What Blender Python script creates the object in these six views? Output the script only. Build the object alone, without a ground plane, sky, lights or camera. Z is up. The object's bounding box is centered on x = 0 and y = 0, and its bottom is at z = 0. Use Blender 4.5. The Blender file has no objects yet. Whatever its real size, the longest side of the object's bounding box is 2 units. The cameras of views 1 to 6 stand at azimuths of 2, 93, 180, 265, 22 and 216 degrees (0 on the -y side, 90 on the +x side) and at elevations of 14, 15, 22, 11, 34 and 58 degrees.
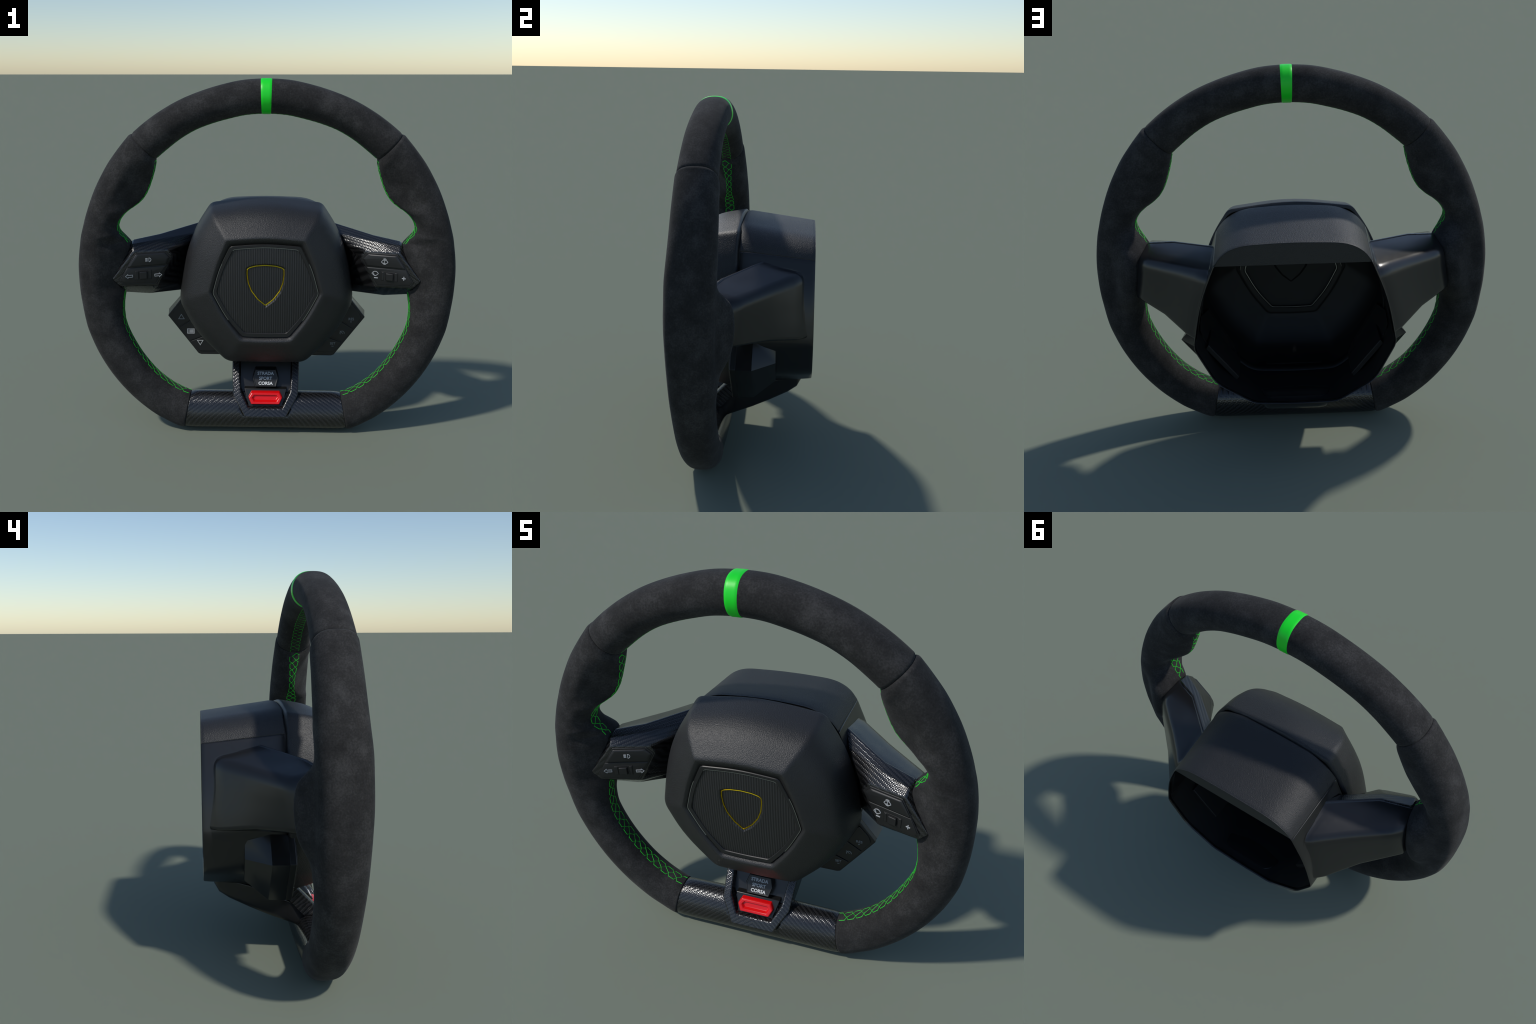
import bpy, bmesh, math, random
from mathutils import Vector

random.seed(7)
V = Vector
COL = bpy.context.scene.collection

# ------------------------------------------------------------------ materials
def new_mat(name):
    m = bpy.data.materials.new(name)
    m.use_nodes = True
    nt = m.node_tree
    b = nt.nodes["Principled BSDF"]
    return m, nt, b

def N(nt, typ, **kw):
    n = nt.nodes.new(typ)
    for k, v in kw.items():
        setattr(n, k, v)
    return n

def math_node(nt, op, a, b=None, c=None):
    n = N(nt, "ShaderNodeMath", operation=op)
    for i, v in enumerate((a, b, c)):
        if v is None:
            continue
        if isinstance(v, (int, float)):
            n.inputs[i].default_value = v
        else:
            nt.links.new(v, n.inputs[i])
    return n.outputs[0]

def ramp(nt, fac, stops):
    r = N(nt, "ShaderNodeValToRGB")
    el = r.color_ramp.elements
    el[0].position, el[0].color = stops[0][0], (*stops[0][1], 1)
    el[1].position, el[1].color = stops[-1][0], (*stops[-1][1], 1)
    for p, c in stops[1:-1]:
        e = el.new(p)
        e.color = (*c, 1)
    nt.links.new(fac, r.inputs[0])
    return r.outputs[0]

def noise(nt, vec, scale, detail=3.0, rough=0.5):
    n = N(nt, "ShaderNodeTexNoise")
    n.inputs["Scale"].default_value = scale
    n.inputs["Detail"].default_value = detail
    n.inputs["Roughness"].default_value = rough
    nt.links.new(vec, n.inputs["Vector"])
    return n.outputs["Fac"]

def bump(nt, b, h, strength, dist, prev=None):
    n = N(nt, "ShaderNodeBump")
    n.inputs["Strength"].default_value = strength
    n.inputs["Distance"].default_value = dist
    nt.links.new(h, n.inputs["Height"])
    if prev is not None:
        nt.links.new(prev, n.inputs["Normal"])
    nt.links.new(n.outputs[0], b.inputs["Normal"])
    return n.outputs[0]

def mat_suede():
    m, nt, b = new_mat("suede")
    o = N(nt, "ShaderNodeTexCoord").outputs["Object"]
    big = noise(nt, o, 9.0, 5, 0.65)
    fine = noise(nt, o, 130.0, 3, 0.6)
    mix = math_node(nt, "MULTIPLY_ADD", fine, 0.45, math_node(nt, "MULTIPLY", big, 0.75))
    c = ramp(nt, mix, [(0.40, (0.0165, 0.0160, 0.0160)), (0.60, (0.0295, 0.0288, 0.0285)), (0.80, (0.055, 0.0535, 0.053))])
    nt.links.new(c, b.inputs["Base Color"])
    b.inputs["Roughness"].default_value = 0.95
    b.inputs["Specular IOR Level"].default_value = 0.15
    b.inputs["Sheen Weight"].default_value = 0.06
    b.inputs["Sheen Roughness"].default_value = 0.4
    bump(nt, b, noise(nt, o, 260.0, 2, 0.6), 0.25, 0.002)
    return m

def mat_grain(name="grained_plastic", col=0.017, rough=0.5, scale=330.0, strength=0.6):
    m, nt, b = new_mat(name)
    o = N(nt, "ShaderNodeTexCoord").outputs["Object"]
    b.inputs["Base Color"].default_value = (col, col, col * 1.03, 1)
    b.inputs["Roughness"].default_value = rough
    v = N(nt, "ShaderNodeTexVoronoi", feature="SMOOTH_F1")
    v.inputs["Scale"].default_value = scale
    nt.links.new(o, v.inputs["Vector"])
    h = math_node(nt, "MULTIPLY_ADD", v.outputs["Distance"], 0.7, noise(nt, o, scale * 0.8, 2, 0.6))
    bump(nt, b, h, strength, 0.0025)
    return m

def mat_plain(name, col, rough, coat=0.0, metallic=0.0, spec=0.5):
    m, nt, b = new_mat(name)
    b.inputs["Base Color"].default_value = (*col, 1)
    b.inputs["Roughness"].default_value = rough
    b.inputs["Coat Weight"].default_value = coat
    b.inputs["Coat Roughness"].default_value = 0.08
    b.inputs["Metallic"].default_value = metallic
    b.inputs["Specular IOR Level"].default_value = spec
    # faint wear in the gloss keeps it from looking like pure CG plastic
    o = N(nt, "ShaderNodeTexCoord").outputs["Object"]
    f = noise(nt, o, 25.0, 3)
    nt.links.new(math_node(nt, "MULTIPLY_ADD", f, 0.04, rough - 0.02), b.inputs["Roughness"])
    return m

def mat_carbon():
    """2x2 twill weave: tows of warp and weft on object x and (y + z)."""
    m, nt, b = new_mat("carbon_weave")
    o = N(nt, "ShaderNodeTexCoord").outputs["Object"]
    sep = N(nt, "ShaderNodeSeparateXYZ")
    nt.links.new(o, sep.inputs[0])
    T = 1 / 0.0074
    u = math_node(nt, "MULTIPLY", math_node(nt, "ABSOLUTE", sep.outputs[0]), T)
    v = math_node(nt, "MULTIPLY", math_node(nt, "ADD", sep.outputs[1], sep.outputs[2]), T)
    fu, fv = math_node(nt, "FLOOR", u), math_node(nt, "FLOOR", v)
    k = math_node(nt, "FLOORED_MODULO", math_node(nt, "ADD", fu, fv), 4.0)
    warp = math_node(nt, "LESS_THAN", k, 1.5)
    inv = math_node(nt, "SUBTRACT", 1.0, warp)
    def hump(t, f=math.pi):
        return math_node(nt, "ABSOLUTE", math_node(nt, "SINE", math_node(nt, "MULTIPLY", t, f)))
    # position along each float: it dives under after two tows
    along_w = hump(math_node(nt, "FLOORED_MODULO", math_node(nt, "ADD", fu, v), 4.0), math.pi / 2)
    along_f = hump(math_node(nt, "FLOORED_MODULO", math_node(nt, "ADD", u, fv), 4.0), math.pi / 2)
    hw = math_node(nt, "MULTIPLY", math_node(nt, "POWER", hump(u), 0.6), along_w)
    hf = math_node(nt, "MULTIPLY", math_node(nt, "POWER", hump(v), 0.6), along_f)
    h = math_node(nt, "ADD", math_node(nt, "MULTIPLY", hw, warp), math_node(nt, "MULTIPLY", hf, inv))
    c = N(nt, "ShaderNodeMix", data_type="RGBA")
    c.inputs[6].default_value = (0.006, 0.006, 0.0065, 1)
    c.inputs[7].default_value = (0.019, 0.019, 0.020, 1)
    nt.links.new(warp, c.inputs[0])
    nt.links.new(c.outputs[2], b.inputs["Base Color"])
    nt.links.new(math_node(nt, "MULTIPLY_ADD", warp, 0.07, 0.13), b.inputs["Roughness"])
    b.inputs["Specular IOR Level"].default_value = 0.6
    b.inputs["Coat Weight"].default_value = 0.15
    b.inputs["Coat Roughness"].default_value = 0.12
    bump(nt, b, h, 0.28, 0.0022)
    return m

def mat_ribbed():
    """vertical ribs with fine cross ticks for the badge insert"""
    m, nt, b = new_mat("ribbed_insert")
    o = N(nt, "ShaderNodeTexCoord").outputs["Object"]
    sep = N(nt, "ShaderNodeSeparateXYZ")
    nt.links.new(o, sep.inputs[0])
    u = math_node(nt, "MULTIPLY", sep.outputs[0], 1 / 0.0118)
    su = math_node(nt, "SINE", math_node(nt, "MULTIPLY", u, 2 * math.pi))
    sv = math_node(nt, "SINE", math_node(nt, "MULTIPLY", sep.outputs[2], 2 * math.pi / 0.0055))
    top = math_node(nt, "GREATER_THAN", su, 0.0)
    h = math_node(nt, "ADD", su, math_node(nt, "MULTIPLY", sv, math_node(nt, "MULTIPLY", top, 0.35)))
    c = ramp(nt, math_node(nt, "MULTIPLY_ADD", su, 0.5, 0.5), [(0.1, (0.009, 0.009, 0.0095)), (0.9, (0.024, 0.024, 0.0245))])
    nt.links.new(c, b.inputs["Base Color"])
    b.inputs["Roughness"].default_value = 0.42
    bump(nt, b, h, 0.5, 0.0016)
    return m

SUEDE = mat_suede()
GRAIN = mat_grain()
GRAIN_PAD = mat_grain("grained_leather", 0.017, 0.46, 290.0, 0.55)
SATIN = mat_plain("satin_black", (0.013, 0.013, 0.0135), 0.25)
BLACK = mat_plain("button_black", (0.011, 0.011, 0.0115), 0.44)
BED = mat_plain("satin_bed", (0.010, 0.010, 0.010), 0.33)
MODE = mat_plain("mode_print", (0.36, 0.39, 0.43), 0.6)
GLOSS = mat_plain("gloss_black", (0.012, 0.012, 0.013), 0.15)
DARK = mat_plain("inner_black", (0.006, 0.006, 0.006), 0.6)
CARBON = mat_carbon()
RIBBED = mat_ribbed()
GREEN = mat_plain("green_stripe", (0.006, 0.74, 0.022), 0.42)
THREAD = mat_plain("green_thread", (0.008, 0.62, 0.018), 0.65)
RED = mat_plain("red_plastic", (0.72, 0.004, 0.006), 0.25)
GOLD = mat_plain("gold_trim", (0.62, 0.42, 0.015), 0.18, metallic=1.0)
SILVER = mat_plain("silver_line", (0.55, 0.56, 0.55), 0.30, metallic=1.0)
WHITE = mat_plain("white_print", (0.46, 0.47, 0.48), 0.6)
BRIGHT = mat_plain("bright_print", (0.80, 0.80, 0.80), 0.6)
GREY = mat_plain("grey_print", (0.26, 0.28, 0.30), 0.6)

# ------------------------------------------------------------------ mesh helpers
def add(name, verts, faces, mat, parent=None, smooth=True, angle=40, bevel=0.0, seg=3, solid=0.0, mirror=False, inside_shade_painted=False):
    if mirror:
        verts = [V((-p[0], p[1], p[2])) for p in verts]
        faces = [tuple(reversed(f)) for f in faces]
    me = bpy.data.meshes.new(name)
    me.from_pydata([tuple(p) for p in verts], [], faces)
    bm = bmesh.new()
    bm.from_mesh(me)
    bmesh.ops.remove_doubles(bm, verts=bm.verts, dist=1e-6)
    bmesh.ops.recalc_face_normals(bm, faces=bm.faces)
    bm.to_mesh(me)
    bm.free()
    me.materials.append(mat)
    ob = bpy.data.objects.new(name, me)
    COL.objects.link(ob)
    if parent:
        ob.parent = parent
    if bevel:
        md = ob.modifiers.new("bevel", "BEVEL")
        md.width, md.segments, md.limit_method, md.angle_limit = bevel, seg, "ANGLE", math.radians(22)
        md.harden_normals = False
    if solid:
        md = ob.modifiers.new("shell", "SOLIDIFY")
        md.thickness, md.offset = solid, -1
        if inside_shade_painted:
            me.materials.append(DARK)  # inner faces coloured near-black to paint in the unlit cavity
            md.material_offset = 1
    if smooth:
        me.polygons.foreach_set("use_smooth", [True] * len(me.polygons))
        try:
            me.set_sharp_from_angle(angle=math.radians(angle))
        except Exception:
            pass
    return ob

def loft(rings, cap0=True, cap1=True, closed=True):
    """rings of equal length -> verts, faces"""
    n = len(rings[0])
    verts = [p for r in rings for p in r]
    faces = []
    last = n if closed else n - 1
    for i in range(len(rings) - 1):
        for j in range(last):
            k = (j + 1) % n
            faces.append((i * n + j, i * n + k, (i + 1) * n + k, (i + 1) * n + j))
    if cap0:
        faces.append(tuple(reversed(range(n))))
    if cap1:
        o = (len(rings) - 1) * n
        faces.append(tuple(range(o, o + n)))
    return verts, faces

def rounded(poly, radii, nseg=5, nedge=3):
    """closed 3D polygon with quadratic fillets; constant point count"""
    n = len(poly)
    out = []
    ins, outs = [], []
    for i, p in enumerate(poly):
        p = V(p)
        a, b = V(poly[i - 1]), V(poly[(i + 1) % n])
        r = radii[i] if not isinstance(radii, (int, float)) else radii
        ra = min(r, (a - p).length * 0.49)
        rb = min(r, (b - p).length * 0.49)
        ins.append(p + (a - p).normalized() * ra)
        outs.append(p + (b - p).normalized() * rb)
    for i, p in enumerate(poly):
        p = V(p)
        for s in range(nseg + 1):
            t = s / nseg
            out.append(ins[i] * (1 - t) ** 2 + p * 2 * t * (1 - t) + outs[i] * t * t)
        nx = ins[(i + 1) % n]
        for s in range(1, nedge):
            out.append(outs[i].lerp(nx, s / nedge))
    return out

def lerp_ring(a, b, t):
    return [V(p).lerp(V(q), t) for p, q in zip(a, b)]

def round_levels(levels, amount, nseg=5):
    """levels: list of rings; amount[i]: 0..0.5 share of neighbouring spans used to round level i"""
    out = [levels[0]]
    for i in range(1, len(levels) - 1):
        a = amount[i]
        if a <= 0:
            out.append(levels[i])
            continue
        p0 = lerp_ring(levels[i], levels[i - 1], a)
        p1 = levels[i]
        p2 = lerp_ring(levels[i], levels[i + 1], a)
        for s in range(nseg + 1):
            t = s / nseg
            out.append([x * (1 - t) ** 2 + V(y) * 2 * t * (1 - t) + w * t * t for x, y, w in zip(p0, p1, p2)])
    out.append(levels[-1])
    return out

def mirror_outline(half):
    """half: (x,z[,r]) from top centre to bottom centre -> closed list"""
    left = [(-p[0],) + tuple(p[1:]) for p in reversed(half) if abs(p[0]) > 1e-6]
    return list(half) + left

def prism(name, front, back, mat, parent, bevel=0.004, mirror=False, seg=3, smooth=True):
    v, f = loft([[V(p) for p in front], [V(p) for p in back]])
    return add(name, v, f, mat, parent, bevel=bevel, mirror=mirror, seg=seg, smooth=smooth)

def tube_path(pts, r, nseg=6, closed=False):
    pts = [V(p) for p in pts]
    n = len(pts)
    rings = []
    for i, p in enumerate(pts):
        a = pts[i - 1] if (i > 0 or closed) else pts[i]
        b = pts[(i + 1) % n] if (i < n - 1 or closed) else pts[i]
        t = (b - a).normalized()
        up = V((0, -1, 0)) if abs(t.y) < 0.9 else V((0, 0, 1))
        s = t.cross(up).normalized()
        q = s.cross(t)
        rings.append([p + (s * math.cos(2 * math.pi * k / nseg) + q * math.sin(2 * math.pi * k / nseg)) * r for k in range(nseg)])
    if closed:
        rings.append(rings[0])
        return loft(rings, False, False)
    return loft(rings)

class Bag:
    def __init__(self):
        self.v, self.f = [], []
    def put(self, vf):
        o = len(self.v)
        self.v += list(vf[0])
        self.f += [tuple(i + o for i in f) for f in vf[1]]

# ------------------------------------------------------------------ root
root = bpy.data.objects.new("steering_wheel", None)
COL.objects.link(root)
root["label"] = "black suede sports car steering wheel with green stripe and stitching"
root["category"] = "steering wheel"

# ================================================================== RIM
# station: outer (x,z), inner (x,z), y front, y centre, y back, section exponent
ST = [
    (0.000, 1.916, 0.000, 1.742, -.294, -.200, -.108, 2.0),
    (0.120, 1.909, 0.100, 1.736, -.294, -.200, -.108, 2.0),
    (0.234, 1.885, 0.190, 1.717, -.294, -.200, -.108, 2.0),
    (0.341, 1.852, 0.279, 1.692, -.295, -.200, -.108, 2.0),
    (0.442, 1.811, 0.362, 1.660, -.296, -.200, -.108, 2.0),
    (0.538, 1.758, 0.440, 1.615, -.297, -.200, -.107, 2.0),
    (0.618, 1.703, 0.510, 1.562, -.298, -.200, -.106, 2.05),
    (0.692, 1.642, 0.568, 1.512, -.299, -.201, -.105, 2.1),   # seam
    (0.713, 1.620, 0.575, 1.490, -.300, -.201, -.102, 2.1),
    (0.758, 1.567, 0.587, 1.440, -.302, -.201, -.098, 2.1),
    (0.816, 1.490, 0.615, 1.362, -.304, -.201, -.093, 2.15),
    (0.868, 1.401, 0.645, 1.310, -.305, -.202, -.090, 2.2),
    (0.900, 1.335, 0.680, 1.276, -.306, -.203, -.088, 2.2),
    (0.925, 1.272, 0.728, 1.243, -.307, -.204, -.088, 2.2),
    (0.945, 1.215, 0.760, 1.212, -.309, -.205, -.088, 2.2),
    (0.960, 1.163, 0.785, 1.170, -.311, -.205, -.088, 2.2),
    (0.973, 1.115, 0.782, 1.130, -.312, -.205, -.084, 2.3),
    (0.982, 1.065, 0.752, 1.088, -.314, -.200, -.060, 2.5),
    (0.990, 1.005, 0.728, 1.038, -.315, -.200, -.024, 2.8),
    (0.995, 0.940, 0.738, 0.955, -.314, -.200, -.010, 2.9),
    (0.996, 0.870, 0.750, 0.860, -.311, -.200, -.014, 2.8),
    (0.994, 0.800, 0.768, 0.790, -.308, -.200, -.030, 2.6),
    (0.989, 0.735, 0.777, 0.720, -.306, -.202, -.066, 2.25),
    (0.979, 0.655, 0.776, 0.655, -.303, -.203, -.085, 2.15),
    (0.962, 0.575, 0.765, 0.595, -.300, -.203, -.095, 2.1),
    (0.914, 0.448, 0.730, 0.510, -.297, -.202, -.100, 2.1),
    (0.842, 0.321, 0.676, 0.415, -.297, -.202, -.102, 2.1),
    (0.746, 0.202, 0.606, 0.326, -.297, -.202, -.104, 2.1),
    (0.635, 0.103, 0.530, 0.262, -.297, -.203, -.107, 2.1),
    (0.549, 0.050, 0.468, 0.226, -.297, -.204, -.110, 2.1),
    (0.490, 0.020, 0.430, 0.210, -.299, -.204, -.112, 2.1),
    (0.452, 0.011, 0.417, 0.208, -.301, -.204, -.112, 2.1),   # bar joint
    (0.400, 0.006, 0.375, 0.214, -.305, -.204, -.110, 2.1),
    (0.250, 0.006, 0.240, 0.214, -.305, -.203, -.106, 2.1),
    (0.120, 0.006, 0.115, 0.214, -.305, -.203, -.104, 2.1),
    (0.000, 0.006, 0.000, 0.214, -.305, -.203, -.104, 2.1),
]
SEAM_I, BAR_I = 7, 31

def catmull(rows, i, t):
    n = len(rows)
    def get(k):
        if k < 0:
            r = rows[-k]
            return (-r[0], r[1], -r[2]) + tuple(r[3:])
        if k >= n:
            r = rows[2 * (n - 1) - k]
            return (-r[0], r[1], -r[2]) + tuple(r[3:])
        return rows[k]
    a, b, c, d = get(i - 1), get(i), get(i + 1), get(i + 2)
    return tuple(0.5 * (2 * q + (r - p) * t + (2 * p - 5 * q + 4 * r - s) * t * t + (3 * q - p - 3 * r + s) * t ** 3)
                 for p, q, r, s in zip(a, b, c, d))

def rim_at(u):
    i = min(int(u), len(ST) - 2)
    return catmull(ST, i, u - i)

def rim_point(st, phi, scale=1.0, lift=0.0):
    xo, zo, xi, zi, yf, yc, yb, n = st
    cx, cz = (xo + xi) / 2, (zo + zi) / 2
    ax, az = (xo - xi) / 2, (zo - zi) / 2
    a = math.hypot(ax, az)
    c, s = math.cos(phi), math.sin(phi)
    if c > 0:
        n += 0.4 * c            # fuller on the outside
    cc = math.copysign(abs(c) ** (2 / n), c) * scale * (1 + lift / a)
    if s > 0:
        dep = yc - yf
    else:                       # rear: only the inner side swells out to meet the spoke
        base = min(yb, -.088)
        k = min(1.0, max(0.0, (0.40 - cc) / 0.90))
        dep = base + (yb - base) * k * k * (3 - 2 * k) - yc
    ss = math.copysign(abs(s) ** (2 / n), s) * scale
    # wide (thumb rest, spoke root) sections thin out towards the inside
    tp = 0.72 * min(1.0, max(0.0, (a - 0.098) / 0.022))
    if s < 0:
        tp *= 0.35 * (1 - min(1.0, max(0.0, (yb + .088) / .03)))
    kk = min(1.0, max(0.0, (0.2 - cc) / 1.2))
    ss *= 1 - tp * kk
    return V((cx + ax * cc, yc - dep * ss * (1 + lift / dep), cz + az * cc))

NPHI = 56
def rim_piece(name, us, r0, r1, mat, mirror=False, lift=0.0):
    """us: list of station parameters; r0/r1: rolled edge radius at the ends (metres)"""
    sts = [rim_at(u) for u in us]
    cen = [V(((s[0] + s[2]) / 2, s[5], (s[1] + s[3]) / 2)) for s in sts]
    d = [0.0]
    for a, b in zip(cen, cen[1:]):
        d.append(d[-1] + (b - a).length)
    rings = []
    for s, dist in zip(sts, d):
        k = 1.0
        for r, e in ((r0, dist), (r1, d[-1] - dist)):
            if r and e < r:
                k -= 0.11 * (1 - math.sqrt(max(0, 1 - (1 - e / r) ** 2)))
        rings.append([rim_point(s, 2 * math.pi * j / NPHI, k, lift) for j in range(NPHI)])
    v, f = loft(rings)
    return add(name, v, f, mat, root, mirror=mirror, angle=60)

def urange(a, b, n, fine0=False, fine1=False):
    us = [a + (b - a) * i / n for i in range(n + 1)]
    ends = [0.004, 0.015, 0.03, 0.055, 0.09, 0.14, 0.2]
    if fine0:
        us = [a] + [a + e for e in ends] + [u for u in us if u > a + 0.21]
    if fine1:
        us = [u for u in us if u < b - 0.21] + [b - e for e in reversed(ends)] + [b]
    return us

U_STRIPE = 0.028 / 0.120
stripe_us = [-U_STRIPE + 2 * U_STRIPE * i / 8 for i in range(9)]
def rim_at_sym(u):
    if u >= 0:
        return rim_at(u)
    r = rim_at(-u)
    return (-r[0], r[1], -r[2]) + tuple(r[3:])
rings = []
for u in stripe_us:
    e = 1 - abs(u) / U_STRIPE
    rings.append([rim_point(rim_at_sym(u), 2 * math.pi * j / NPHI, 1.0, 0.0022 if e > 0.001 else 0.0) for j in range(NPHI)])
v, f = loft(rings)
add("center_stripe", v, f, GREEN, root, angle=60)

grips = {}
for mir in (False, True):
    upper = rim_piece("rim_grip", urange(U_STRIPE, SEAM_I, 60, False, True), 0, 0.016, SUEDE, mir)
    side = rim_piece("rim_grip", urange(SEAM_I, BAR_I, 170, True, True), 0.018, 0.010, SUEDE, mir, lift=0.004)
    grips[mir] = (upper, side)

# bottom bar (both halves in one mesh)
us = urange(BAR_I, len(ST) - 1, 30, True, False)
half = []
for u in us:
    half.append(rim_at(u))
full = half + [(-s[0], s[1], -s[2]) + tuple(s[3:]) for s in reversed(half[:-1])]
rings = []
for i, s in enumerate(full):
    e = min(i, len(full) - 1 - i)
    k = {0: 0.93, 1: 0.955, 2: 0.975, 3: 0.985, 4: 0.99}.get(e, 0.992)
    ring = [rim_point(s, 2 * math.pi * j / NPHI, k) for j in range(NPHI)]
    for q in ring:              # hollowed where the lower spoke's switch well sits
        if abs(q.x) < .125 and q.z > .118:
            q.y = max(q.y, -.167 - .68 * (.345 - q.z) + .045)
    rings.append(ring)
v, f = loft(rings)
bottom_bar = add("bottom_bar", v, f, CARBON, root, angle=60)

# ------------------------------------------------------------------ stitching
def stitch(u0, u1, period, mirror, parent, width=0.0255, lift=0.004, yshift=0.0):
    N_ = 900
    us = [u0 + (u1 - u0) * i / N_ for i in range(N_ + 1)]
    sts = [rim_at(u) for u in us]
    inn = [rim_point(s, math.pi) for s in sts]
    d = [0.0]
    for a, b in zip(inn, inn[1:]):
        d.append(d[-1] + (b - a).length)
    L = d[-1]
    def at(s):
        s = max(0, min(L, s))
        lo, hi = 0, N_
        while hi - lo > 1:
            m = (lo + hi) // 2
            if d[m] <= s:
                lo = m
            else:
                hi = m
        t = (s - d[lo]) / max(1e-9, d[hi] - d[lo])
        return rim_at(us[lo] + (us[hi] - us[lo]) * t)
    bag = Bag()
    cells = max(2, round(L / period))
    p = L / cells
    def on_rim(sd, off):
        """point on the inner face at arc length sd, off metres towards the driver (+) or away (-)"""
        st = at(sd)
        dep = (st[5] - st[4]) if off > 0 else (st[6] - st[5])
        q = min(0.6, abs(off) / dep) ** (st[7] / 2)
        return rim_point(st, math.pi - math.copysign(math.asin(q), off), 1.0, lift - 0.0009)
    core, edge = width * 0.40, width
    zig, front, back = [], [], []
    for c in range(cells):
        a0 = c * p
        zig += [on_rim(a0, core), on_rim(a0 + .41 * p, -core)]
        front += [on_rim(a0, core), on_rim(a0 + .20 * p, edge), on_rim(a0 + .80 * p, edge)]
        back += [on_rim(a0 + .41 * p, -core), on_rim(a0 + .60 * p, -edge), on_rim(a0 + 1.20 * p, -edge)]
    for pts in (zig, front, back):
        bag.put(tube_path(pts, 0.0020, 5))
    ob = add("stitching", bag.v, bag.f, THREAD, parent, mirror=mirror)
    ob["kind"] = "stuff"

for mir in (False, True):
    up, side = grips[mir]
    stitch(U_STRIPE + 0.05, SEAM_I - 0.1, 0.030, mir, up, width=0.024, lift=-0.0006)
    stitch(SEAM_I + 0.12, 17.6, 0.040, mir, side)
    stitch(20.8, BAR_I - 0.12, 0.049, mir, side)

# ================================================================== AIRBAG COVER
def pad_ring(half, y, tilt=0.0, radii=None, nseg=5, nedge=4):
    """half: (x,z,fillet) ; y may lean with height"""
    o = mirror_outline(half)
    pts = [V((p[0], y + tilt * (1.08 - p[1]), p[1])) for p in o]
    return rounded(pts, [p[2] for p in o], nseg, nedge)

RB = [(0, 1.292, .20), (.298, 1.258, .035), (.384, 1.130, .10), (.443, .970, .20), (.486, .720, .05), (.402, .535, .20), (.228, .362, .06), (0, .352, .1)]
R0 = [(0, 1.301, .20), (.303, 1.262, .025), (.390, 1.130, .10), (.448, .970, .20), (.489, .720, .05), (.405, .533, .20), (.231, .356, .035), (0, .348, .1)]
R1 = [(0, 1.277, .20, -.185), (.291, 1.238, .020, -.190), (.376, 1.126, .10, -.195), (.428, .984, .20, -.195), (.469, .742, .035, -.210), (.386, .566, .20, -.215), (.212, .398, .035, -.232), (0, .397, .1, -.234)]
RM = [(0, 1.234, .16, -.262), (.266, 1.204, .016, -.264), (.338, 1.098, .10, -.268), (.392, .978, .16, -.270), (.430, .768, .03, -.276), (.342, .606, .16, -.284), (.188, .458, .025, -.287), (0, .454, .1, -.288)]
R2 = [(0, 1.134, .10), (.204, 1.116, .010), (.239, 1.036, .05), (.266, .960, .10), (.302, .830, .012), (.232, .686, .10), (.138, .558, .02), (0, .552, .1)]
R3 = [(0, 1.097, .10), (.182, 1.082, .014), (.218, 1.008, .05), (.247, .940, .10), (.277, .827, .014), (.206, .686, .10), (.124, .584, .014), (0, .579, .1)]
TILT = .018
r1o = mirror_outline(R1)
ring1 = rounded([V((p[0], p[3], p[1])) for p in r1o], [p[2] for p in r1o], 5, 4)
rmo = mirror_outline(RM)
ringm = rounded([V((p[0], p[3], p[1])) for p in rmo], [p[2] for p in rmo], 5, 4)
levels = [
    pad_ring([(a * .985, .83 + (b - .83) * .985, c) for a, b, c in RB], -.036),
    pad_ring(R0, -.052),
    ring1,
    ringm,
    pad_ring(R2, -.347, TILT),
    pad_ring(R3, -.333, TILT),
]
lv = round_levels(levels, [0, .15, .40, .45, .22, 0], 6)
v, f = loft(lv, False, False)
pad = add("airbag_cover", v, f, GRAIN_PAD, root, angle=50, solid=0.003, inside_shade_painted=True)

# badge frame: raised band around the insert
R4 = [(0, 1.078, .10), (.166, 1.064, .012), (.200, .998, .05), (.227, .936, .10), (.256, .832, .012), (.192, .704, .10), (.112, .608, .012), (0, .604, .1)]
def shrink(h, k):
    return [(a * k, .83 + (b - .83) * k, c) for a, b, c in h]
fl = [pad_ring(shrink(R3, .995), -.308, TILT), pad_ring(shrink(R3, .995), -.3345, TILT), pad_ring(shrink(R3, .985), -.3380, TILT),
      pad_ring(shrink(R4, 1.01), -.3380, TILT), pad_ring(R4, -.335, TILT), pad_ring(R4, -.308, TILT)]
v, f = loft(fl + [fl[0]], False, False)
add("badge_frame", v, f, GLOSS if False else BLACK, pad, angle=35)
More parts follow.
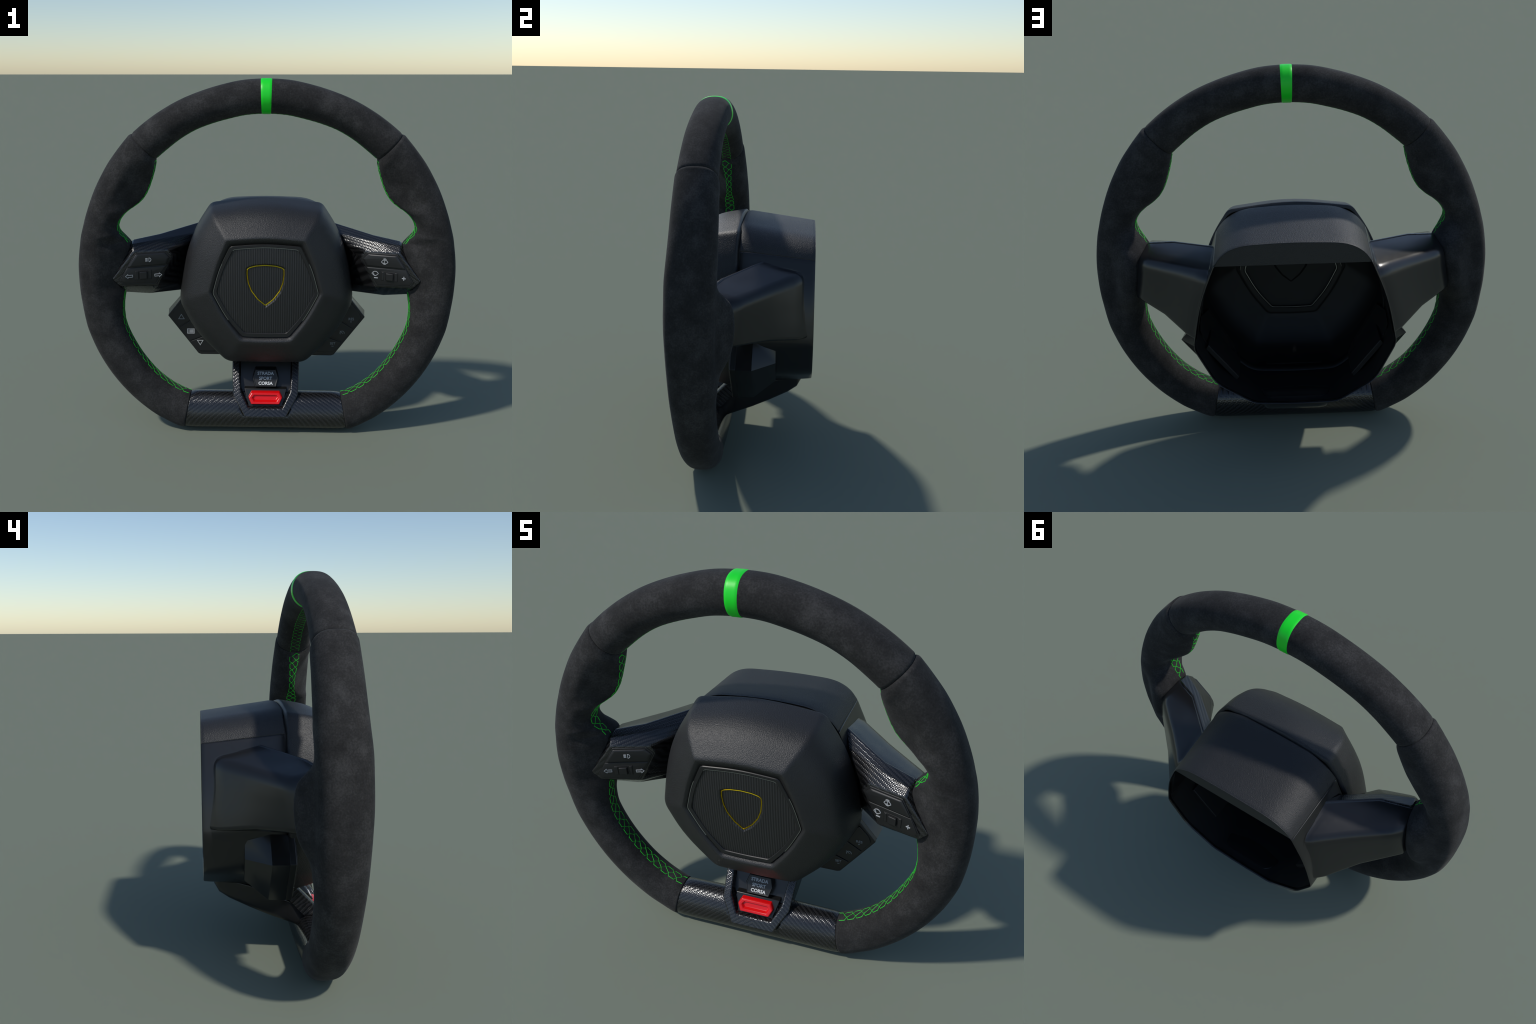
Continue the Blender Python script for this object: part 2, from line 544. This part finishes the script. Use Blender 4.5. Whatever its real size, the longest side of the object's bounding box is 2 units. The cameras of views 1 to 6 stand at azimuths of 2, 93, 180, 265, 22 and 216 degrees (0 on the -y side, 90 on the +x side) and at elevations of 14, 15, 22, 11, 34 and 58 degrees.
# thin bright lines: outer edge on the lower half, inner edge at the back
ring = pad_ring(shrink(R3, .996), -.3365, TILT)
n = len(ring)
side_r = [p for p in ring if p.z < 1.0 and p.z > 0.66 and p.x > 0]
side_l = [p for p in ring if p.z < 1.0 and p.z > 0.66 and p.x < 0]
bag = Bag()
for s in (side_r, side_l):
    s = sorted(s, key=lambda p: p.z)
    bag.put(tube_path(s, 0.0017, 6))
inner_ring = pad_ring(shrink(R4, 1.0), -.3355, TILT)
top = sorted([p for p in inner_ring if p.z > 1.055], key=lambda p: p.x)
bag.put(tube_path(top, 0.0015, 6))
bag.put(tube_path(pad_ring(shrink(R4, .97), -.310, TILT), 0.0022, 6, True))
add("badge_bright_lines", bag.v, bag.f, SILVER, pad)

# ribbed insert with a shield-shaped recess, all star-shaped about the centre
SH = [(0, .979), (.050, .975), (.080, .967), (.094, .958), (.095, .930), (.089, .885), (.073, .842), (.042, .798), (0, .762)]
def shield(k=1.0, off=0.0, n=24):
    """closed shield outline (x,z), resampled"""
    hp = [(x, z) for x, z in SH]
    cl = hp + [(-x, z) for x, z in reversed(hp[1:-1])]
    c = (0, .885)
    out = []
    for x, z in cl:
        l = math.hypot(x - c[0], z - c[1])
        out.append((c[0] + (x - c[0]) * (l + off) / l * k, c[1] + (z - c[1]) * (l + off) / l * k))
    return out
def polar_radius(poly, th, c):
    dx, dz = math.sin(th), math.cos(th)
    best = 0
    for (x0, z0), (x1, z1) in zip(poly, poly[1:] + poly[:1]):
        ax, az, bx, bz = x0 - c[0], z0 - c[1], x1 - c[0], z1 - c[1]
        ex, ez = bx - ax, bz - az
        den = dx * ez - dz * ex
        if abs(den) < 1e-9:
            continue
        t = (ax * ez - az * ex) / den
        s = (ax * dz - az * dx) / den
        if t > 0 and -1e-6 <= s <= 1 + 1e-6:
            best = max(best, t)
    return best
C0 = (0, .885)
NT = 144
hexp = [(p.x, p.z) for p in pad_ring(shrink(R4, 1.003), 0)]
sh_o, sh_i = shield(off=.013), shield(off=.0)
def dome(x, z):
    return -.3310 + TILT * (1.08 - z) - .013 * max(0, 1 - (x / .26) ** 2 - ((z - .85) / .26) ** 2)
def polar_ring(poly, k, dy):
    out = []
    for i in range(NT):
        th = 2 * math.pi * i / NT
        r = polar_radius(poly, th, C0) * k
        x, z = C0[0] + math.sin(th) * r, C0[1] + math.cos(th) * r
        out.append(V((x, dome(x, z) + dy, z)))
    return out
def mix_ring(pa, pb, t, dy):
    a, b = polar_ring(pa, 1, 0), polar_ring(pb, 1, 0)
    out = []
    for p, q in zip(a, b):
        m = p.lerp(q, t)
        out.append(V((m.x, dome(m.x, m.z) + dy, m.z)))
    return out
rr = [polar_ring(hexp, 1, .02)] + [mix_ring(hexp, sh_o, t / 8, 0) for t in range(9)]
rr += [polar_ring(sh_i, 1, .010)] + [polar_ring(sh_i, k, .010) for k in (.75, .5, .25, .02)]
v, f = loft(rr, False, True)
add("badge_panel", v, f, RIBBED, pad, angle=25, solid=0.006, inside_shade_painted=True)
pts = [V((x, dome(x, z) + .0085, z)) for x, z in shield(off=.001)]
pts = rounded(pts, 0.006, 3, 2)
v, f = tube_path(pts, 0.0034, 8, True)
add("shield_emblem", v, f, GOLD, pad)

# ================================================================== HUB HOUSING
H0 = [(0, 1.288, .15), (.235, 1.270, .06), (.318, 1.225, .06), (.362, 1.166, .02), (.440, .960, .15), (.472, .730, .03), (.394, .535, .08), (.225, .385, .05), (0, .375, .1)]
H1 = [(0, 1.232, .15), (.235, 1.222, .06), (.312, 1.185, .05), (.352, 1.128, .015), (.428, .945, .12), (.470, .720, .03), (.376, .528, .05), (.200, .416, .03), (0, .408, .1)]
def hr(h, y, k=1.0):
    o = mirror_outline([(a * k, .83 + (b - .83) * k, c) for a, b, c in h])
    return rounded([V((p[0], y, p[1])) for p in o], [p[2] for p in o], 5, 4)
NP_ = 5 + 1 + 3     # points per outline corner (nseg+1 plus edge points)
lev = [hr(H0, -.022, .986), hr(H0, -.030, .996), hr(H0, -.012, 1.0)]
for t in (0.2, .4, .6, .8, .97):
    lev.append(lerp_ring(hr(H0, -.012), hr(H1, .342), t))
lev += [hr(H1, .345, .998), hr(H1, .349, .992), hr(H1, .346, .986), hr(H1, .33, .984)]
n = len(lev[0])
# split at the visor edge: outline corners 0-2 (and mirrored) belong to the grained top
oc = mirror_outline(H0)
k_edge = 3 * NP_ + 2                      # middle of corner index 3
top_idx = [i % n for i in range(-(k_edge - NP_ + 6), k_edge + 1)]
iz = sorted(range(n), key=lambda i: i)
def zsplit(i):
    return lev[2][i].z
right = k_edge
left = min((i for i in range(n // 2, n)), key=lambda i: abs(lev[2][i].z - lev[2][right].z))
top_ids = list(range(left, n)) + list(range(0, right + 1))
low_ids = list(range(right, left + 1))
tv, tf = loft([[r[i] for i in top_ids] for r in lev], False, False, closed=False)
top_cover = add("housing_cover", tv, tf, GRAIN, root, angle=45, solid=0.004, inside_shade_painted=True)
lowr = []
for r in lev:
    lowr.append([r[i] for i in low_ids])
lv_, lf_ = loft(lowr, False, False, closed=False)
housing = add("hub_housing", lv_, lf_, SATIN, root, angle=45, solid=0.004, inside_shade_painted=True)
# back lip of the visor: closes the arch down to a straight edge
zc = lev[8][right].z - .004
arch = [lev[8][i] * 1 for i in top_ids]
lip_t = [V((p.x * .995, .3485, p.z)) for p in arch]
lip_b = [V((p.x * .995, .3440, min(zc, p.z))) for p in arch]
lip_ti = [V((p.x, .332, p.z)) for p in lip_t]
lip_bi = [V((p.x, .332, p.z)) for p in lip_b]
v, f = loft([lip_ti, lip_t, lip_b, lip_bi], False, False, closed=False)
add("visor_lip", v, f, GRAIN, top_cover, angle=35)
sl = [hr(H0, -.060, .984), hr(H0, .000, .984)]
v, f = loft(sl, False, False)
add("hub_sleeve", v, f, DARK, housing, angle=45, solid=0.004)
# inner ledges seen through the open back
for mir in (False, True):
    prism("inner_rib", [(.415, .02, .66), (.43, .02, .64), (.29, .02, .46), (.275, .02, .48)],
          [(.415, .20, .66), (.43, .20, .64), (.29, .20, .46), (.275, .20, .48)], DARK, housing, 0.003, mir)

# ================================================================== SPOKES
def wall_x(z):
    """half width of the hub housing at height z: spokes and pods stop there"""
    tab = ((.375, .215), (.385, .225), (.535, .392), (.73, .472), (.96, .438), (1.166, .36), (1.225, .318))
    for (z0, x0), (z1, x1) in zip(tab, tab[1:]):
        if z0 <= z <= z1:
            return x0 + (x1 - x0) * (z - z0) / (z1 - z0)
    return .2
def outside_hub(p):
    p = V(p)
    if p.y > -.035:
        k = .980 - .07 * max(0, p.y)
        p.x = max(p.x, wall_x(p.z) * k)
    return p
def plane_y(x):            # front plane of the switch module
    return -.181 - .36 * (x - .54)

# stroke icons ---------------------------------------------------------------
def strokes(name, polylines, origin, ex, ez, mat, parent, r=0.0015):
    ex, ez = V(ex).normalized(), V(ez).normalized()
    nrm = ex.cross(ez).normalized()
    bag = Bag()
    for pl in polylines:
        closed = len(pl) > 2 and pl[0] == pl[-1]
        pts = pl[:-1] if closed else pl
        n = len(pts)
        P = [V(origin) + ex * a + ez * b for a, b in pts]
        rings = []
        for i in range(n):
            a = P[i - 1] if (i or closed) else P[i]
            b = P[(i + 1) % n] if (i < n - 1 or closed) else P[i]
            da, db = (P[i] - a), (b - P[i])
            t = (da.normalized() + db.normalized()).normalized() if da.length and db.length else (b - a).normalized()
            w = nrm.cross(t).normalized()
            ca = max(0.5, (da.normalized().dot(t) if da.length else 1))
            rr_ = r / ca
            rings.append([P[i] + w * rr_ + nrm * .0008, P[i] - w * rr_ + nrm * .0008, P[i] - w * rr_ - nrm * .002, P[i] + w * rr_ - nrm * .002])
        if closed:
            rings.append(rings[0])
        bag.put(loft(rings, not closed, not closed))
    return add(name, bag.v, bag.f, mat, parent, smooth=False)

def arc(cx, cz, rx, rz, a0, a1, n=14):
    return [(cx + rx * math.cos(math.radians(a0 + (a1 - a0) * i / n)), cz + rz * math.sin(math.radians(a0 + (a1 - a0) * i / n))) for i in range(n + 1)]

def lettering(name, body, size, origin, ex, ez, mat, parent, bold=0.0):
    cu = bpy.data.curves.new("text", "FONT")
    cu.body, cu.size, cu.align_x, cu.align_y = body, size, "CENTER", "CENTER"
    cu.extrude, cu.offset = 0.001, bold
    cu.resolution_u = 3
    tmp = bpy.data.objects.new("text_helper", cu)
    COL.objects.link(tmp)
    dg = bpy.context.evaluated_depsgraph_get()
    me = bpy.data.meshes.new_from_object(tmp.evaluated_get(dg))
    bpy.data.objects.remove(tmp)
    ex, ez = V(ex).normalized(), V(ez).normalized()
    nrm = ex.cross(ez).normalized()
    for vtx in me.vertices:
        x, y, z = vtx.co
        vtx.co = V(origin) + ex * x + ez * y + nrm * z
    me.materials.clear()
    me.materials.append(mat)
    me.name = name
    ob = bpy.data.objects.new(name, me)
    COL.objects.link(ob)
    ob.parent = parent
    return ob

for mir in (False, True):
    sx = -1 if mir else 1
    # ---- rear cover: loft of rounded quads from hub to rim
    secs = [
        [(.372, .085, 1.122), (.352, .306, 1.072), (.455, .328, .756), (.465, .020, .742)],
        [(.425, .040, 1.113), (.405, .284, 1.067), (.505, .282, .762), (.490, -.010, .748)],
        [(.582, -.090, 1.087), (.560, .142, 1.048), (.622, .140, .800), (.645, -.120, .772)],
        [(.722, -.146, 1.067), (.751, -.016, 1.030), (.780, -.016, .826), (.790, -.165, .790)],
        [(.742, -.170, 1.052), (.764, -.080, 1.018), (.792, -.085, .828), (.800, -.190, .800)],
    ]
    dense = []
    for a, b in zip(secs, secs[1:]):
        for t in (0, .25, .5, .75):
            dense.append([V(p).lerp(V(q), t) for p, q in zip(a, b)])
    dense.append([V(p) for p in secs[-1]])
    rings = [[outside_hub(p) for p in rounded(s, [.006, .050, .018, .01], 6, 3)] for s in dense]
    v, f = loft(rings)
    spoke = add("spoke", v, f, SATIN, root, mirror=mir, angle=50)

    # ---- carbon front trim
    def Pm(x, z, lift=0.0):
        return (x, plane_y(x) - lift, z)
    vt = {
        'S0': (.360, .088, 1.128), 'S1': (.580, -.094, 1.093), 'S2': (.722, -.150, 1.071),
        'K0': (.405, -.020, 1.080), 'K1': (.575, -.142, 1.070), 'K2': (.712, -.212, 1.060),
        'J0': (.430, -.050, 1.030), 'J1': Pm(.530, 1.022), 'J2': Pm(.702, 1.026),
        'O2': (.735, -.196, 1.045), 'OT': (.840, -.215, .868), 'T': (.815, plane_y(.800), .882),
        'BR': Pm(.774, .842), 'BL': Pm(.584, .828), 'L': Pm(.504, .985),
        'W0': (.455, -.015, .985), 'W1': (.470, -.015, .795),
        'F2': (.790, -.185, .785), 'F1': (.645, -.140, .762), 'F0': (.470, .000, .742),
        'OB': (.830, -.17, .83),
        # back side (hidden inside the rear cover)
        'bS0': (.36, .11, 1.11), 'bS1': (.58, -.07, 1.075), 'bS2': (.73, -.12, 1.05), 'bOT': (.84, -.14, .87),
        'bF2': (.79, -.14, .80), 'bF1': (.645, -.10, .78), 'bF0': (.47, .03, .76),
    }
    names = list(vt)
    ix = {k: i for i, k in enumerate(names)}
    fs = ["S0 S1 K1 K0", "S1 S2 K2 K1", "K0 K1 J1 J0", "K1 K2 J2 J1", "K2 O2 OT T J2", "J1 J2 T BR BL L",
          "T OT F2 BR", "BL BR F2 F1", "J0 J1 L W0", "L BL W1 W0", "BL F1 F0 W1", "S2 O2 K2",
          "S0 bS0 bS1 S1", "S1 bS1 bS2 S2", "S2 bS2 bOT OT O2", "OT bOT bF2 F2", "F2 bF2 bF1 F1", "F1 bF1 bF0 F0"]
    faces = [tuple(ix[k] for k in s.split()) for s in fs]
    trim = add("carbon_trim", [outside_hub(vt[k]) for k in names], faces, CARBON, spoke, mirror=mir, bevel=0.007, seg=3, angle=40)
    prism("trim_backing", [(.46, -.02, 1.0), (.52, -.10, .99), (.56, -.10, .82), (.475, -.02, .79)],
          [outside_hub(q) for q in ((.40, .10, 1.06), (.56, .05, 1.02), (.6, .05, .80), (.44, .10, .80))], DARK, spoke, 0.002, mir)

    # ---- switch module
    def poly(pts, lift, inset=0.0):
        cx = sum(p[0] for p in pts) / len(pts)
        cz = sum(p[1] for p in pts) / len(pts)
        out = []
        for x, z in pts:
            dx, dz = x - cx, z - cz
            l = math.hypot(dx, dz)
            x2, z2 = x - dx / l * inset, z - dz / l * inset
            out.append((x2, plane_y(x2) - lift, z2))
        return out
    base = [(.541, 1.016), (.694, 1.018), (.778, .872), (.763, .848), (.590, .834), (.510, .982)]
    prism("switch_panel", poly(base, .004), poly(base, -.02), BLACK, spoke, 0.003, mir)
    rock = [(.545, 1.009), (.691, 1.011), (.733, .944), (.536, .942), (.518, .980)]
    v, f = loft([[V(p) for p in poly(rock, -.01)], [V(p) for p in poly(rock, .008)], [V(p) for p in poly(rock, .013, .013)]], True, True)
    add("rocker_button", v, f, BLACK, spoke, mirror=mir, bevel=.0025)
    low = [(.539, .936), (.737, .938), (.770, .872), (.757, .856), (.596, .843)]
    v, f = loft([[V(p) for p in poly(low, -.01)], [V(p) for p in poly(low, .0065)], [V(p) for p in [
        (.545, plane_y(.545) - .008, .932), (.733, plane_y(.733) - .008, .934), (.758, plane_y(.758) - .010, .874), (.742, plane_y(.742) - .011, .868), (.606, plane_y(.606) - .011, .860)]]], True, True)
    add("switch_plate", v, f, BLACK, spoke, mirror=mir, bevel=.002)
    prism("toggle_seat", poly([(.613, .921), (.697, .921), (.697, .869), (.613, .869)], .0115), poly([(.613, .921), (.697, .921), (.697, .869), (.613, .869)], 0), DARK, spoke, 0.0015, mir)
    for a, b in ((.615, .628), (.680, .695)):
        q = [(a, .918), (b, .918), (b, .872), (a, .872)]
        prism("toggle_wing", poly(q, .0135), poly(q, 0), BLACK, spoke, 0.002, mir)
    q = [(.634, .916), (.674, .916), (.674, .873), (.634, .873)]
    prism("toggle_switch", poly(q, .022, .003), poly(q, 0), BLACK, spoke, 0.003, mir)

    # ---- printed symbols
    def org(x, z, lift):
        return (sx * x, plane_y(x) - lift, z)
    ex = (1, -.36 * sx, 0)
    ez = (0, 0, 1)
    UPL, LOL = .0146, .0118
    if mir:      # lighting and indicators
        strokes("headlamp_symbol", [arc(.003, 0, .011, .0105, -90, 90) + [(.003, .0105), (.003, -.0105)][:1] + [(.003, -.0105)],
                                    [(-.004, .0085), (-.016, .0085)], [(-.004, .004), (-.016, .004)], [(-.004, -.001), (-.016, -.001)], [(-.004, -.006), (-.016, -.006)]],
                org(.627, .977, UPL), ex, ez, WHITE, spoke, .0013)
        ar = [(-.019, 0), (-.006, .011), (-.006, .0055), (.019, .0055), (.019, -.0055), (-.006, -.0055), (-.006, -.011), (-.019, 0)]
        strokes("arrow_symbol", ar and [ar], org(.727, .894, LOL), ex, ez, GREY, spoke, .0012)
        strokes("arrow_symbol", [[(-a, b) for a, b in ar]], org(.580, .889, LOL), ex, ez, WHITE, spoke, .0012)
    else:        # wipers
        fan = arc(0, -.011, .019, .0215, 155, 25, 12)
        drop = fan + [(.006, -.011), (-.006, -.011), fan[0]]
        strokes("washer_symbol", [[(a, b) for a, b in fan] + [(.004, -.013), (-.004, -.013), fan[0]], [(0, .018), (0, -.012)], [(-.008, -.006), (.006, -.010)],
                                  [(0, .018), (-.009, .014)], [(0, .018), (.009, .014)]], org(.628, .975, UPL), ex, ez, WHITE, spoke, .0012)
        strokes("wiper_symbol", [fan + [(.004, -.013), (-.004, -.013), fan[0]], [(-.004, -.012), (-.010, .003)]], org(.583, .908, LOL), ex, ez, WHITE, spoke, .0012)
        strokes("minus_symbol", [[(-.010, 0), (.010, 0)]], org(.588, .883, LOL), ex, ez, WHITE, spoke, .0022)
        strokes("plus_symbol", [[(-.010, 0), (.010, 0)], [(0, .010), (0, -.010)]], org(.727, .893, LOL), ex, ez, WHITE, spoke, .0020)

# ================================================================== BUTTON PODS
for mir in (False, True):
    sx = -1 if mir else 1
    yF = -.070
    face = [(.430, .735), (.470, .722), (.557, .610), (.388, .382), (.372, .376), (.26, .376), (.30, .50)]
    fr = [V((x, -.036, z)) for x, z in face]
    md = [V((x + (.01 if x > .5 else 0), .046, z + .004)) for x, z in face]
    bk = [V((.37 + (x - .36) * .30 + .02, .160, max(.49, .60 + (z - .60) * .9))) for x, z in face]
    md, bk = [outside_hub(p) for p in md], [outside_hub(p) for p in bk]
    v, f = loft([fr, md, bk])
    pod = add("button_pod", v, f, SATIN, root, mirror=mir, bevel=.004, angle=35)
    prism("pod_plate", [(x, yF + .004, z) for x, z in face], [(x, -.034, z) for x, z in face], BLACK, pod, .004, mir)
    # three keys along the outer edge
    def key(pts):
        v_, f_ = loft([[V((x, yF + .01, z)) for x, z in pts], [V((x, yF - .001, z)) for x, z in pts]])
        return add("pod_button", v_, f_, BLACK, pod, mirror=mir, bevel=.0018)
    key([(.478, .690), (.522, .640), (.535, .606), (.494, .545), (.420, .592), (.44, .66)])
    key([(.491, .540), (.417, .587), (.345, .497), (.433, .462)])
    key([(.429, .457), (.342, .491), (.285, .408), (.300, .400), (.378, .398)])
    ex, ez = (1, 0, 0), (0, 0, 1)
    y0 = yF - .0018
    if mir:
        tri = [(-.016, -.012), (.016, -.012), (0, .015), (-.016, -.012)]
        strokes("up_symbol", [tri], (-.480, y0, .604), ex, ez, GREY, pod, .0015)
        strokes("down_symbol", [[(a, -b) for a, b in tri]], (-.376, y0, .451), ex, ez, WHITE, pod, .0017)
        strokes("menu_symbol", [[(-.019, -.013), (.019, -.013), (.019, .013), (-.019, .013), (-.019, -.013)],
                                [(-.006, .006), (.015, .006)], [(-.006, 0), (.015, 0)], [(-.006, -.006), (.015, -.006)], [(-.011, .008), (-.011, -.008)]],
                (-.428, y0, .519), ex, ez, WHITE, pod, .0020)
    else:
        lettering("resume_lettering", "RES", .021, (.480, y0, .599), ex, ez, GREY, pod)
        strokes("plus_symbol", [[(-.004, 0), (.004, 0)], [(0, .004), (0, -.004)]], (.479, y0, .583), ex, ez, GREY, pod, .0012)
        lettering("set_lettering", "SET", .020, (.379, y0, .452), ex, ez, GREY, pod)
        strokes("minus_symbol", [[(-.006, 0), (.006, 0)]], (.379, y0, .436), ex, ez, GREY, pod, .0012)
        strokes("cruise_symbol", [arc(0, -.002, .012, .012, 215, -20, 14), [(-.013, .011), (.001, -.003)], [(-.001, .001), (.003, -.006)]], (.431, y0, .518), ex, ez, GREY, pod, .0014)

# ================================================================== LOWER SPOKE
def fy(z, d=0.0):          # sloping front plane of the lower spoke
    return -.167 - .68 * (.345 - z) + d
secs = []
for y, z0, z1, hw in ((-.20, .105, .20, .150), (-.10, .162, .285, .178), (.02, .212, .34, .182), (.12, .258, .385, .180), (.22, .306, .41, .170), (.27, .336, .42, .155), (.295, .375, .42, .130)):
    secs.append(rounded([V((-hw, y, z1)), V((hw, y, z1)), V((hw * .93, y, z0)), V((-hw * .93, y, z0))], [.01, .01, .03, .03], 5, 3))
v, f = loft(secs)
lower = add("lower_spoke", v, f, SATIN, root, angle=45)

outer = [(.190, .385), (.188, .320), (.180, .215), (.112, .112)]
inner = [(.148, .385), (.146, .320), (.136, .232), (.094, .158)]
def U(points, d):
    full = points + [(-x, z) for x, z in reversed(points)]
    return [V((x, fy(z, d + .28 * max(0, z - .24)), z)) for x, z in full]
o_f, i_f = U(outer, -.004), U(inner, -.008)
o_b, i_b = U(outer, .10), U(inner, .06)
rings = [o_b, o_f, i_f, i_b]
v, f = loft(rings, False, False, closed=False)
# close the bottom of the U (between last right point and first left one is part of the strip already)
add("carbon_frame", v, f, CARBON, lower, bevel=.008, seg=4, angle=45)
fl = [(.146, .40), (.140, .235), (.096, .150), (-.096, .150), (-.140, .235), (-.146, .40)]
prism("switch_bed", [(x, fy(z, .052), z) for x, z in fl], [(x, fy(z, .075), z) for x, z in fl], BED, lower, .002)

lg = [(.118, .237), (.094, .160), (.088, .150), (-.088, .150), (-.094, .160), (-.118, .237)]
prism("switch_ledge", [(x, fy(z, .022), z) for x, z in lg], [(x, fy(z, .060), z) for x, z in lg], BED, lower, .003)
# mode switch with its three words
mode = [(-.058, .330), (.058, .330), (.073, .291), (.060, .250), (-.060, .250), (-.073, .291)]
mk = lambda k, d: [V((x * k, fy(.29 + (z - .29) * k, d), .29 + (z - .29) * k)) for x, z in mode]
v, f = loft([mk(1.0, .07), mk(1.0, .016), mk(.96, .008), mk(.90, .008), mk(.88, .010)])
mode_ob = add("mode_switch", v, f, BLACK, lower, bevel=.0015, angle=35)
ex = (1, 0, 0)
ez = (0, .68, 1)
for word, z, m in (("STRADA", .3115, MODE), ("SPORT", .2885, MODE), ("CORSA", .2655, BRIGHT)):
    lettering("mode_lettering", word, .0243, (0, fy(z, .0085), z), ex, ez, m, lower, .0005)

# red start button with a long finger pocket
red = [(-.078, .228), (.078, .228), (.094, .203), (.078, .172), (-.078, .172), (-.094, .203)]
def rk(kx, kz, d):
    return [V((x * kx, fy(.2 + (z - .2) * kz, d), .2 + (z - .2) * kz)) for x, z in red]
v, f = loft([rk(1, 1, .07), rk(1, 1, .004), rk(.95, .88, -.002), rk(.80, .56, -.001), rk(.74, .42, .014)])
add("start_button", v, f, RED, lower, bevel=.003, angle=40)
